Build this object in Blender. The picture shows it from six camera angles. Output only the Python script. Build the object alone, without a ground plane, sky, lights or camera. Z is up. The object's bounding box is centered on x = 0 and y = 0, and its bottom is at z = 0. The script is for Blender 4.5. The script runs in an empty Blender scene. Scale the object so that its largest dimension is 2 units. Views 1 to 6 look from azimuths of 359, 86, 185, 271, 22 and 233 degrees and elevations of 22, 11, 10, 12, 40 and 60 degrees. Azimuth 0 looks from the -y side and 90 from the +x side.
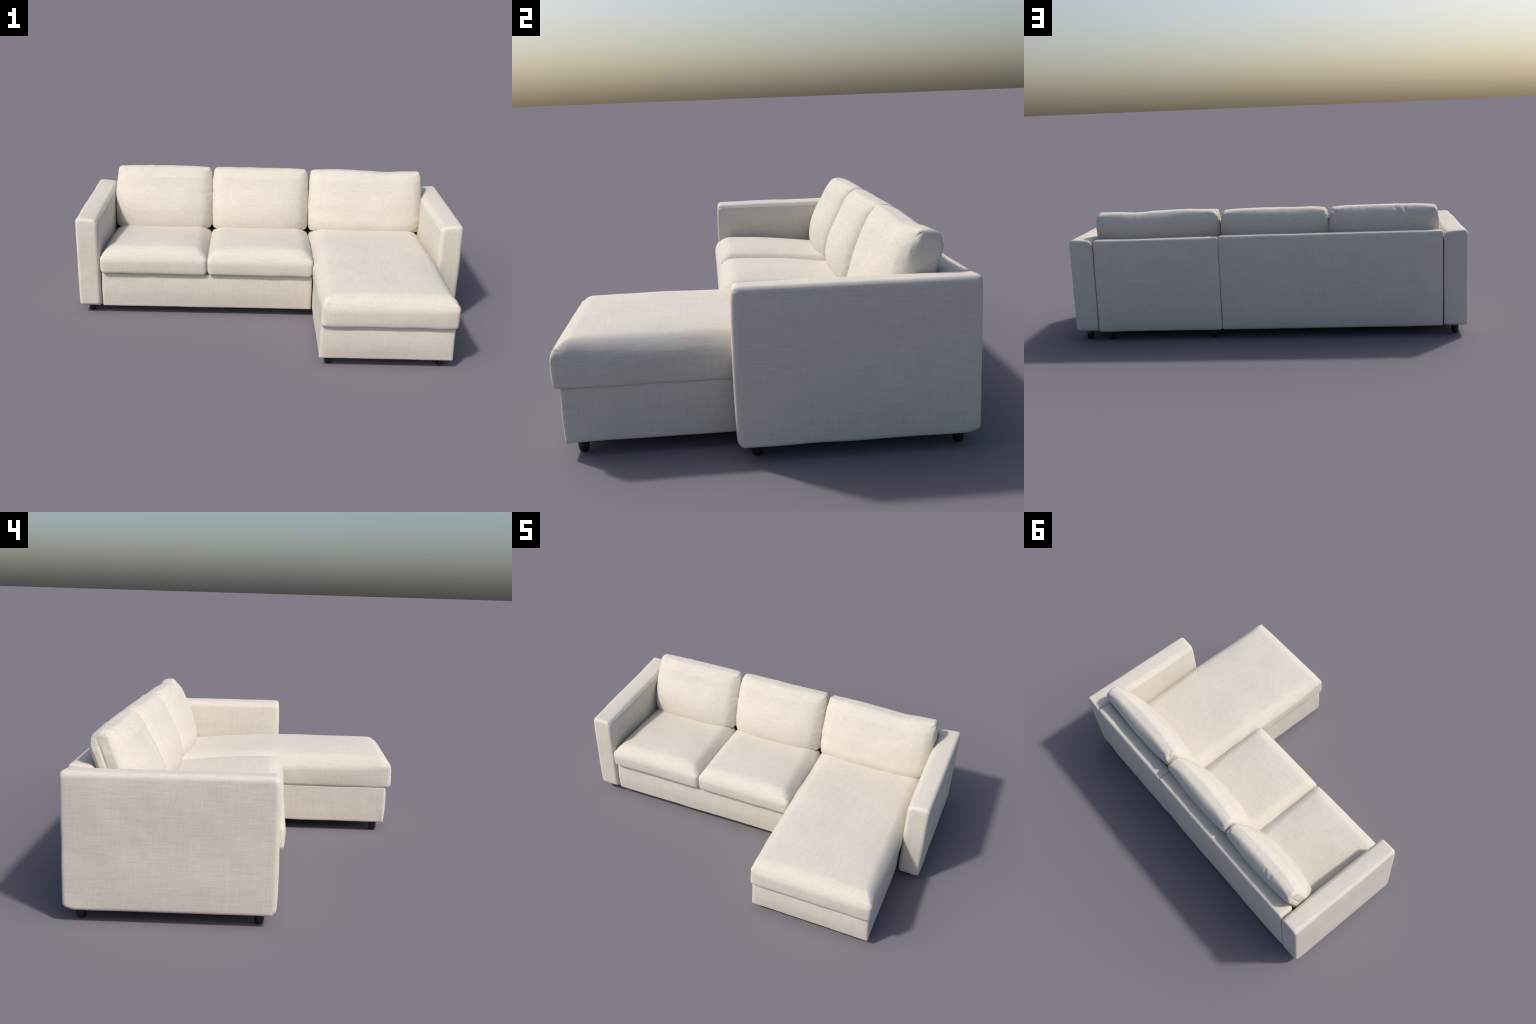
"""Upholstered corner sofa with a chaise longue, cream linen, black stub feet.

Every upholstered piece starts as a rounded box with its own radius on each of
the twelve edges (soft_box), is then shaped by rules (crown, bulge, lean,
pinched corners, creases) and gets a little irregular fabric relief.
"""
import bpy
import numpy as np

# ------------------------------------------------------------------ helpers
AX = {"x": 0, "y": 1, "z": 2}


def lattice(n, seed=0):
    return np.random.RandomState(seed).rand(n, n, n) * 2.0 - 1.0


_GRID = lattice(32, 11)


def value_noise(p, scale, offset=0.0):
    """Smooth value noise in -1..1 at points p (n,3)."""
    q = p * np.asarray(scale, float) + offset
    i = np.floor(q).astype(int)
    f = q - i
    f = f * f * f * (f * (f * 6 - 15) + 10)
    out = np.zeros(len(p))
    for a in (0, 1):
        for b in (0, 1):
            for c in (0, 1):
                w = (f[:, 0] if a else 1 - f[:, 0]) * (f[:, 1] if b else 1 - f[:, 1]) * (f[:, 2] if c else 1 - f[:, 2])
                out += w * _GRID[(i[:, 0] + a) % 32, (i[:, 1] + b) % 32, (i[:, 2] + c) % 32]
    return out


def smooth(a, b, t):
    s = np.clip((t - a) / (b - a), 0, 1)
    return s * s * (3 - 2 * s)


def spline(t, xs, ys):
    """Smooth curve through hand-placed control points (monotone xs)."""
    xs, ys = np.asarray(xs, float), np.asarray(ys, float)
    d = np.gradient(ys, xs)
    t = np.clip(t, xs[0], xs[-1])
    k = np.clip(np.searchsorted(xs, t) - 1, 0, len(xs) - 2)
    h = xs[k + 1] - xs[k]
    s = (t - xs[k]) / h
    return ((2 * s**3 - 3 * s**2 + 1) * ys[k] + (s**3 - 2 * s**2 + s) * h * d[k]
            + (-2 * s**3 + 3 * s**2) * ys[k + 1] + (s**3 - s**2) * h * d[k + 1])


def axis_steps(length, step, rim):
    """Divisions of one axis: fine inside the rim at both ends, coarser between."""
    rim = min(rim, length * 0.45)
    k = max(4, int(round(rim / (step * 0.55))))
    mid = max(2, int(round((length - 2 * rim) / step)))
    a = np.linspace(0, rim, k + 1)
    return np.concatenate([a, np.linspace(rim, length - rim, mid + 1)[1:-1], (length - a)[::-1]])


def soft_box(lo, hi, radii=None, default=0.012, step=0.008, rim=0.05):
    """Closed rounded box. radii: {'x+z+': r or function of the third coordinate}.
    Returns points, quads and the unrounded coordinates in -1..1."""
    lo, hi = np.asarray(lo, float), np.asarray(hi, float)
    size = hi - lo
    st = [axis_steps(size[a], step, rim) for a in range(3)]
    n = [len(s) - 1 for s in st]
    index, pts, quads = {}, [], []

    def vert(i, j, k):
        key = (i, j, k)
        if key not in index:
            index[key] = len(pts)
            pts.append((st[0][i], st[1][j], st[2][k]))
        return index[key]

    for a in range(3):
        b, c = (a + 1) % 3, (a + 2) % 3
        for side in (0, n[a]):
            for i in range(n[b]):
                for j in range(n[c]):
                    q = []
                    for di, dj in ((0, 0), (1, 0), (1, 1), (0, 1)):
                        ijk = [0, 0, 0]
                        ijk[a], ijk[b], ijk[c] = side, i + di, j + dj
                        q.append(vert(*ijk))
                    quads.append(q if side else q[::-1])
    half = size / 2
    p = np.array(pts) - half
    unit = p / half
    radii = radii or {}
    for a, b in (("x", "y"), ("x", "z"), ("y", "z")):
        ia, ib = AX[a], AX[b]
        ic = 3 - ia - ib
        for sa in (1, -1):
            for sb in (1, -1):
                key = a + ("+" if sa > 0 else "-") + b + ("+" if sb > 0 else "-")
                r = radii.get(key, default)
                r = r(unit[:, ic]) if callable(r) else np.full(len(p), float(r))
                da = r - (half[ia] - sa * p[:, ia])
                db = r - (half[ib] - sb * p[:, ib])
                m = (da > 0) & (db > 0)
                sc = np.maximum(da, db) / np.maximum(np.hypot(da, db), 1e-9)
                p[m, ia] = (sa * (half[ia] - r + da * sc))[m]
                p[m, ib] = (sb * (half[ib] - r + db * sc))[m]
    return p + (lo + hi) / 2, np.array(quads), unit


def vertex_normals(p, quads):
    a, b, c, d = (p[quads[:, k]] for k in range(4))
    fn = np.cross(c - a, d - b)
    vn = np.zeros_like(p)
    for k in range(4):
        np.add.at(vn, quads[:, k], fn)
    return vn / np.maximum(np.linalg.norm(vn, axis=1, keepdims=True), 1e-12)


def relief(p, quads, amount, scale, offset):
    """Slack-fabric unevenness along the surface normal, large and small."""
    n = vertex_normals(p, quads)
    d = value_noise(p, scale, offset) + 0.45 * value_noise(p, np.asarray(scale) * 2.3, offset + 7.7)
    return p + n * (d * amount)[:, None]


def crease(p, quads, start, end, width, depth):
    """Press (depth<0) or raise (depth>0) a tapering line between two points."""
    n = vertex_normals(p, quads)
    a, b = np.asarray(start, float), np.asarray(end, float)
    ab = b - a
    t = np.clip(((p - a) @ ab) / (ab @ ab), 0, 1)
    dist = np.linalg.norm(p - (a + t[:, None] * ab), axis=1)
    taper = np.sin(np.pi * np.clip(t * 0.9 + 0.05, 0, 1)) ** 0.6
    return p + n * (depth * taper * np.exp(-((dist / width) ** 2)))[:, None]


def add_mesh(name, p, quads, material, parent):
    me = bpy.data.meshes.new(name)
    me.from_pydata(p.tolist(), [], quads.tolist())
    me.polygons.foreach_set("use_smooth", [True] * len(me.polygons))
    me.materials.append(material)
    me.update()
    ob = bpy.data.objects.new(name, me)
    bpy.context.scene.collection.objects.link(ob)
    ob.parent = parent
    return ob


# ---------------------------------------------------------------- materials
def linen(name, along, tint=(0.612, 0.568, 0.495)):
    """Cream linen: slubby threads in three directions, stronger along one axis."""
    mat = bpy.data.materials.new(name)
    mat.use_nodes = True
    nt = mat.node_tree
    nt.nodes.clear()
    N, L = nt.nodes.new, nt.links.new
    out, bsdf = N("ShaderNodeOutputMaterial"), N("ShaderNodeBsdfPrincipled")
    L(bsdf.outputs[0], out.inputs[0])
    co = N("ShaderNodeTexCoord")
    total = None
    mean = 0.0
    for k, ax in enumerate("xyz"):
        # fine threads and broader slubs that run along one axis
        for across, length, weight in ((270.0, 15.0, 0.6), (140.0, 10.0, 0.5)):
            mp = N("ShaderNodeMapping")
            sc = [across] * 3
            sc[k] = length
            mp.inputs["Scale"].default_value = sc
            mp.inputs["Location"].default_value = (3.1 * k, 1.7 * k, 5.3 * k + across)
            L(co.outputs["Object"], mp.inputs["Vector"])
            no = N("ShaderNodeTexNoise")
            no.inputs["Scale"].default_value = 1.0
            no.inputs["Detail"].default_value = 2.0
            no.inputs["Roughness"].default_value = 0.6
            L(mp.outputs[0], no.inputs["Vector"])
            mu = N("ShaderNodeMath")
            mu.operation = "MULTIPLY_ADD"
            w = weight * (1.35 if ax == along else 1.0)
            mean += 0.5 * w
            mu.inputs[1].default_value = w
            L(no.outputs["Fac"], mu.inputs[0])
            if total is None:
                mu.inputs[2].default_value = 0.0
            else:
                L(total, mu.inputs[2])
            total = mu.outputs[0]
    blotch = N("ShaderNodeTexNoise")
    blotch.inputs["Scale"].default_value = 9.0
    blotch.inputs["Detail"].default_value = 3.0
    L(co.outputs["Object"], blotch.inputs["Vector"])
    add = N("ShaderNodeMath")
    add.operation = "MULTIPLY_ADD"
    add.inputs[1].default_value = 0.22
    L(blotch.outputs["Fac"], add.inputs[0])
    L(total, add.inputs[2])
    rng = N("ShaderNodeMapRange")
    mean += 0.5 * 0.22
    rng.inputs["From Min"].default_value = mean - 0.37
    rng.inputs["From Max"].default_value = mean + 0.37
    L(add.outputs[0], rng.inputs["Value"])
    ramp = N("ShaderNodeValToRGB")
    r, g, b = tint
    e = ramp.color_ramp.elements
    e[0].position, e[0].color = 0.0, (r * 0.90, g * 0.895, b * 0.895, 1)
    e[1].position, e[1].color = 1.0, (r * 1.055, g * 1.06, b * 1.075, 1)
    m = e.new(0.5)
    m.color = (r, g, b, 1)
    L(rng.outputs[0], ramp.inputs[0])
    L(ramp.outputs[0], bsdf.inputs["Base Color"])
    bsdf.inputs["Roughness"].default_value = 0.9
    bsdf.inputs["Specular IOR Level"].default_value = 0.15
    bsdf.inputs["Sheen Weight"].default_value = 0.06
    bsdf.inputs["Sheen Roughness"].default_value = 0.6
    bump = N("ShaderNodeBump")
    bump.inputs["Strength"].default_value = 0.18
    bump.inputs["Distance"].default_value = 0.002
    L(total, bump.inputs["Height"])
    L(bump.outputs[0], bsdf.inputs["Normal"])
    return mat


def plain(name, colour, rough):
    mat = bpy.data.materials.new(name)
    mat.use_nodes = True
    nt = mat.node_tree
    bsdf = nt.nodes["Principled BSDF"]
    no = nt.nodes.new("ShaderNodeTexNoise")
    no.inputs["Scale"].default_value = 60.0
    ramp = nt.nodes.new("ShaderNodeValToRGB")
    ramp.color_ramp.elements[0].color = tuple(c * 0.8 for c in colour) + (1,)
    ramp.color_ramp.elements[1].color = tuple(c * 1.2 for c in colour) + (1,)
    co = nt.nodes.new("ShaderNodeTexCoord")
    nt.links.new(co.outputs["Object"], no.inputs["Vector"])
    nt.links.new(no.outputs["Fac"], ramp.inputs[0])
    nt.links.new(ramp.outputs[0], bsdf.inputs["Base Color"])
    bsdf.inputs["Roughness"].default_value = rough
    return mat


LINEN_X = linen("linen_cross", "x")
LINEN_Y = linen("linen_lengthwise", "y")
BLACK = plain("black_plastic", (0.008, 0.008, 0.009), 0.45)
MATT_BLACK = plain("matt_black", (0.012, 0.012, 0.012), 0.9)

sofa = bpy.data.objects.new("corner_sofa", None)
bpy.context.scene.collection.objects.link(sofa)
sofa["label"] = "cream linen three seat corner sofa with chaise and loose cushions"
sofa["category"] = "sofa"


# ----------------------------------------------------------------- armrests
def armrest(side):
    """Box arm; crisp outer edges, softer inner top edge, top falling inwards."""
    lo, hi = (0.879, -0.093, 0.043), (0.995, 0.638, 0.526)
    rad = {"x-z+": 0.026, "x+z+": 0.019, "x-y-": 0.020, "x+y-": 0.018, "x+y+": 0.012, "x-y+": 0.008,
           "y-z+": 0.017, "y+z+": 0.012, "y-z-": 0.022, "y+z-": 0.014, "x+z-": 0.012, "x-z-": 0.012}
    p, q, u = soft_box(lo, hi, rad, step=0.009, rim=0.03)
    sag = (1 - u[:, 1] ** 4) * (1 - u[:, 2] ** 4)
    p[:, 0] += np.where(u[:, 0] > 0.98, 0.0045 * sag, 0) - np.where(u[:, 0] < -0.98, (0.014 if side > 0 else 0.008) * sag, 0)
    top = smooth(0.6, 1.0, u[:, 2])
    p[:, 2] += top * (0.004 * u[:, 0] + 0.003 * (1 - u[:, 0] ** 2) - 0.002 * u[:, 1])
    # bottom rises towards the back corner, front bulges a little
    p[:, 2] += smooth(-0.8, -1.0, u[:, 2]) * 0.010 * smooth(0.88, 1.0, u[:, 1])
    p[:, 1] -= smooth(0.9, 1.0, -u[:, 1]) * 0.006 * (1 - u[:, 2] ** 6)
    p[:, 1] += smooth(0.9, 1.0, u[:, 1]) * 0.002 * (1 - u[:, 2] ** 4)
    p = relief(p, q, 0.0016, (7, 7, 7), 3.0 + side)
    if side < 0:
        p[:, 0] *= -1
        q = q[:, ::-1]
    return add_mesh("armrest", p, q, LINEN_Y, sofa)


armrest(1)
armrest(-1)


# ----------------------------------------------------------------- backrest
def backrest(x0, x1, top, seed):
    rad = {"y+z+": 0.012, "y-z+": 0.034, "x-z+": 0.014, "x+z+": 0.014, "x-y+": 0.004, "x+y+": 0.004,
           "x-y-": 0.03, "x+y-": 0.03, "y+z-": 0.010}
    p, q, u = soft_box((x0, 0.540, 0.047), (x1, 0.638, top), rad, step=0.010, rim=0.035)
    p[:, 1] += smooth(0.9, 1.0, u[:, 1]) * 0.012 * (1 - u[:, 0] ** 12) * (1 - u[:, 2] ** 6)
    p[:, 2] += smooth(0.7, 1.0, u[:, 2]) * 0.003 * u[:, 1]
    p = relief(p, q, 0.0018, (6, 9, 9), seed)
    return add_mesh("backrest", p, q, LINEN_X, sofa)


backrest(0.2355, 0.874, 0.522, 21.0)
backrest(-0.874, 0.2345, 0.527, 27.0)


# ------------------------------------------------------------ base and black box behind the cushion gaps
def base(name, lo, hi, seed, mat, flare):
    rad = {"y-z-": 0.006, "y-z+": 0.006, "x-y-": 0.012, "x+y-": 0.012, "x-z-": 0.006, "x+z-": 0.006}
    p, q, u = soft_box(lo, hi, rad, default=0.008, step=0.010, rim=0.02)
    front = smooth(0.95, 1.0, -u[:, 1])
    p[:, 1] -= front * 0.006 * (1 - u[:, 2] ** 2) * (1 - u[:, 0] ** 6)
    p[:, 1] += front * 0.004 * smooth(0.0, -1.0, u[:, 2])
    low = smooth(0.2, -1.0, u[:, 2]) * front
    p[:, 0] += flare * low * np.sign(u[:, 0]) * smooth(0.93, 1.0, abs(u[:, 0]))
    p = relief(p, q, 0.0014, (8, 8, 8), seed)
    return add_mesh(name, p, q, mat, sofa)


base("seat_base", (-0.873, -0.089, 0.044), (0.2335, 0.535, 0.236), 33.0, LINEN_X, 0.0)
base("chaise_base", (0.238, -0.621, 0.045), (0.868, 0.535, 0.222), 37.0, LINEN_X, 0.004)

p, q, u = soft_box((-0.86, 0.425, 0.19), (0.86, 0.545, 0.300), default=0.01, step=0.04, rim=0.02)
add_mesh("black_gap_box", p, q, MATT_BLACK, sofa)


# ------------------------------------------------------------ seat cushions
def seat_cushion(lo, hi, side_r, front_r, profile, seed, droop=0.006, under=0.024):
    """Boxy pillow seat: broad rounded top edges, crowned top, swollen front."""
    edge = lambda v: side_r * (1 - 0.26 * smooth(-0.75, -1.0, v)) + 0.026 * smooth(-0.3, 0.9, v)
    lip = lambda t: front_r * (1 - 0.20 * abs(t) ** 8)
    rad = {"x-z+": edge, "x+z+": edge, "y-z+": lip, "y+z+": 0.05, "x-y-": 0.015, "x+y-": 0.015,
           "x-y+": 0.03, "x+y+": 0.03, "x-z-": under, "x+z-": under, "y-z-": 0.018}
    p, q, u = soft_box(lo, hi, rad, step=0.008, rim=0.085)
    mid, half = (np.array(lo) + hi) / 2, (np.array(hi) - lo) / 2
    U, V, W = ((p - mid) / half).T
    up = smooth(-0.6, 1.0, W)
    depth_pts, height_pts = zip(*profile)
    line = spline(p[:, 1], depth_pts, np.array(height_pts) - hi[2])
    p[:, 2] += up * (line + 0.012) * (1 - abs(U) ** 4.0) - up * (0.010 + 0.012 * smooth(0.0, 0.8, V)) * U ** 4 * smooth(-0.95, -0.4, V)
    p[:, 1] -= smooth(0.8, 1.0, -V) * 0.008 * (1 - U ** 8) * (1 - abs(W) ** 3)
    swell = 0.006 * (1 - W ** 2) * (1 - V ** 6)
    p[:, 0] += np.sign(U) * smooth(0.9, 1.0, abs(U)) * swell
    p[:, 2] += smooth(0.8, 1.0, -W) * 0.006 * value_noise(p, (9, 9, 1), seed) * smooth(0.6, 1, -V)
    # pinched front top corners: the cover pulls down to a little ridge
    for s in (-1, 1):
        x = (hi[0] - 0.012) if s > 0 else (lo[0] + 0.012)
        p[:, 2] -= droop * np.exp(-(((p[:, 0] - x) / 0.05) ** 2 + ((p[:, 1] - lo[1]) / 0.05) ** 2)) * up
    p = relief(p, q, 0.0022, (6, 6, 6), seed)
    return p, q


# crest line of the top (depth, height) along the middle of each cushion
SEAT_LINE = ((-0.12, 0.358), (-0.05, 0.366), (0.05, 0.365), (0.20, 0.350), (0.34, 0.330), (0.44, 0.318))
CHAISE_LINE = ((-0.65, 0.354), (-0.55, 0.363), (-0.40, 0.370), (-0.20, 0.370), (0.0, 0.364), (0.15, 0.352),
               (0.33, 0.332), (0.44, 0.320))
p, q = seat_cushion((-0.872, -0.112, 0.236), (-0.322, 0.440, 0.362), 0.058, 0.066, SEAT_LINE, 41.0)
add_mesh("seat_cushion", p, q, LINEN_X, sofa)
p, q = seat_cushion((-0.317, -0.112, 0.236), (0.230, 0.440, 0.362), 0.058, 0.066, SEAT_LINE, 47.0)
add_mesh("seat_cushion", p, q, LINEN_X, sofa)
p, q = seat_cushion((0.236, -0.6410, 0.216), (0.874, 0.440, 0.362), 0.062, 0.070, CHAISE_LINE, 53.0, 0.003, 0.014)
for x0, x1 in ((0.275, 0.246), (0.832, 0.864)):
    p = crease(p, q, (x0, -0.590, 0.365), (x1, -0.636, 0.325), 0.012, 0.0035)
add_mesh("chaise_cushion", p, q, LINEN_Y, sofa)


# ------------------------------------------------------------ back cushions
# control points (height -> y) of the middle section and of the end section
Z_PTS = (0.300, 0.340, 0.380, 0.430, 0.500, 0.560, 0.610, 0.655)
FRONT_MID = (0.366, 0.350, 0.344, 0.349, 0.366, 0.392, 0.416, 0.446)
FRONT_END = (0.396, 0.388, 0.388, 0.396, 0.412, 0.426, 0.446, 0.470)
BACK_MID = (0.490, 0.510, 0.530, 0.550, 0.566, 0.576, 0.580, 0.576)
BACK_END = (0.480, 0.492, 0.508, 0.522, 0.540, 0.558, 0.572, 0.578)


def back_cushion(x0, x1, top, seed, dip, shift=0.0, lean=0.0, toe=0.0):
    rad = {"y-z+": 0.050, "y+z+": lambda t: 0.075 - 0.042 * abs(t) ** 4, "x-z+": 0.022, "x+z+": 0.022, "y-z-": 0.03, "y+z-": 0.04,
           "x-y-": 0.058, "x+y-": 0.058, "x-y+": 0.028, "x+y+": 0.028, "x-z-": 0.012, "x+z-": 0.012}
    z0 = 0.314
    p, q, u = soft_box((x0, 0.0, z0), (x1, 0.18, top), rad, step=0.0048, rim=0.05)
    U = np.clip((p[:, 0] - (x0 + x1) / 2) / ((x1 - x0) / 2), -1, 1)
    W = np.clip((p[:, 2] - z0) / (top - z0) * 2 - 1, -1, 1)
    f = p[:, 1] / 0.18
    z = np.clip(p[:, 2], 0.30, 0.66)
    end = abs(U) ** 3.0
    front = spline(z, Z_PTS, FRONT_MID) * (1 - end) + spline(z, Z_PTS, FRONT_END) * end
    back = spline(z, Z_PTS, BACK_MID) * (1 - end) + spline(z, Z_PTS, BACK_END) * end
    p[:, 1] = front + (back - front) * f + shift * f
    p[:, 1] += lean * (1 - f) * smooth(0.42, 0.60, z) - toe * (1 - f) * smooth(0.45, 0.36, z)
    p[:, 2] += smooth(-0.2, 1.0, W) * dip(U)
    # the top arches over the thickness and drops to the rear seam at both ends
    p[:, 2] -= smooth(0.2, 1.0, W) * (0.006 + 0.024 * abs(U) ** 3) * np.clip((f - 0.45) / 0.55, 0, 1) ** 1.6
    p[:, 0] += np.sign(U) * abs(U) ** 8 * (0.004 * (1 - W ** 2) - 0.006 * smooth(0.5, 1, W))
    p[:, 2] += smooth(0.0, -1.0, W) * 0.014 * abs(U) ** 8
    p = relief(p, q, 0.0026, (7, 7, 7), seed)
    # fine tension ripples running from the seams into the cover
    n = vertex_normals(p, q)
    near = smooth(0.72, 0.97, abs(U)) * (1 - 0.5 * abs(W))
    p += n * (0.0016 * near * value_noise(p, (30, 30, 55), seed + 3.3))[:, None]
    near = smooth(0.70, 0.95, W) * (1 - U ** 8)
    p += n * (0.0007 * near * value_noise(p, (48, 16, 22), seed + 9.1))[:, None]
    return p, q


def creases(p, q, lines):
    for start, end, width, depth in lines:
        p = crease(p, q, start, end, width, depth)
    return p


def no_dip(U):
    return -0.005 * U ** 4


p, q = back_cushion(-0.865, -0.321, 0.649, 61.0, no_dip, 0.0, 0.024)
p = creases(p, q, (
    ((-0.65, 0.575, 0.630), (-0.645, 0.525, 0.648), 0.0069, -0.0036),   # folds on the crest
    ((-0.695, 0.575, 0.620), (-0.70, 0.540, 0.642), 0.0080, -0.0042),
    ((-0.675, 0.575, 0.625), (-0.672, 0.540, 0.645), 0.0092, 0.0030),
    ((-0.640, 0.535, 0.648), (-0.690, 0.490, 0.650), 0.0057, -0.0018),
    ((-0.530, 0.540, 0.645), (-0.525, 0.490, 0.650), 0.0080, -0.0024),
    ((-0.850, 0.540, 0.618), (-0.835, 0.495, 0.640), 0.0069, -0.0054),  # tucked corner flap
    ((-0.835, 0.500, 0.640), (-0.800, 0.470, 0.634), 0.0092, 0.0036),
    ((-0.863, 0.542, 0.620), (-0.867, 0.500, 0.500), 0.0040, -0.0036),  # gusset seam
    ((-0.868, 0.542, 0.620), (-0.845, 0.585, 0.625), 0.0040, -0.0024),
    ((-0.353, 0.570, 0.625), (-0.335, 0.545, 0.635), 0.0092, -0.0036),
    ((-0.360, 0.470, 0.635), (-0.328, 0.480, 0.645), 0.0115, 0.0030),
))
add_mesh("back_cushion", p, q, LINEN_X, sofa)

p, q = back_cushion(-0.316, 0.228, 0.649, 67.0, no_dip, 0.0, 0.020)
p = creases(p, q, (
    ((0.180, 0.440, 0.628), (0.222, 0.480, 0.645), 0.0138, 0.0036),
    ((-0.300, 0.470, 0.640), (-0.312, 0.520, 0.640), 0.0069, -0.0036),
    ((-0.270, 0.455, 0.630), (-0.308, 0.470, 0.640), 0.0092, 0.0030),
    ((-0.285, 0.575, 0.620), (-0.308, 0.560, 0.635), 0.0092, -0.0036),
    ((0.170, 0.370, 0.365), (0.222, 0.390, 0.330), 0.0092, -0.0042),
    ((0.190, 0.375, 0.345), (0.222, 0.390, 0.345), 0.0069, 0.0030),
))
add_mesh("back_cushion", p, q, LINEN_X, sofa)

p, q = back_cushion(0.236, 0.875, 0.650, 73.0, lambda U: -0.006 * np.exp(-((U - 0.35) / 0.28) ** 2), -0.012, 0.008, 0.008)
p = creases(p, q, (
    ((0.258, 0.465, 0.645), (0.238, 0.525, 0.640), 0.0080, 0.0018),
    ((0.270, 0.500, 0.648), (0.245, 0.545, 0.636), 0.0092, -0.0048),
    ((0.298, 0.560, 0.625), (0.290, 0.545, 0.640), 0.0103, -0.0048),
    ((0.254, 0.565, 0.625), (0.242, 0.545, 0.640), 0.0092, 0.0018),
    ((0.868, 0.460, 0.640), (0.872, 0.440, 0.560), 0.0115, 0.0024),
    ((0.872, 0.455, 0.590), (0.876, 0.480, 0.570), 0.0092, -0.0024),
    ((0.850, 0.445, 0.630), (0.868, 0.474, 0.645), 0.0080, -0.0030),
))
add_mesh("back_cushion", p, q, LINEN_X, sofa)


# --------------------------------------------------------------------- feet
def foot_mesh():
    prof = ((0.000, 0.070), (0.0185, 0.070), (0.0180, 0.030), (0.0170, 0.010), (0.0150, 0.003), (0.012, 0.0), (0.0, 0.0))
    k = 24
    ang = np.linspace(0, 2 * np.pi, k, endpoint=False)
    pts, faces = [], []
    for r, z in prof[1:-1]:
        pts += [(r * np.cos(a), r * np.sin(a), z) for a in ang]
    rows = len(prof) - 2
    for i in range(rows - 1):
        for j in range(k):
            j2 = (j + 1) % k
            faces.append((i * k + j, (i + 1) * k + j, (i + 1) * k + j2, i * k + j2))
    faces.append(tuple(range(k)))
    faces.append(tuple(range((rows - 1) * k, rows * k))[::-1])
    me = bpy.data.meshes.new("foot")
    me.from_pydata(pts, [], faces)
    me.materials.append(BLACK)
    for f in me.polygons:
        f.use_smooth = len(f.vertices) == 4
    me.update()
    return me


FOOT = foot_mesh()
for x, y in ((-0.938, -0.036), (0.938, -0.036), (-0.938, 0.584), (0.938, 0.584), (0.284, -0.570), (0.822, -0.570),
             (0.822, 0.595), (0.286, 0.592)):
    ob = bpy.data.objects.new("foot", FOOT)
    ob.location = (x, y, 0)
    bpy.context.scene.collection.objects.link(ob)
    ob.parent = sofa
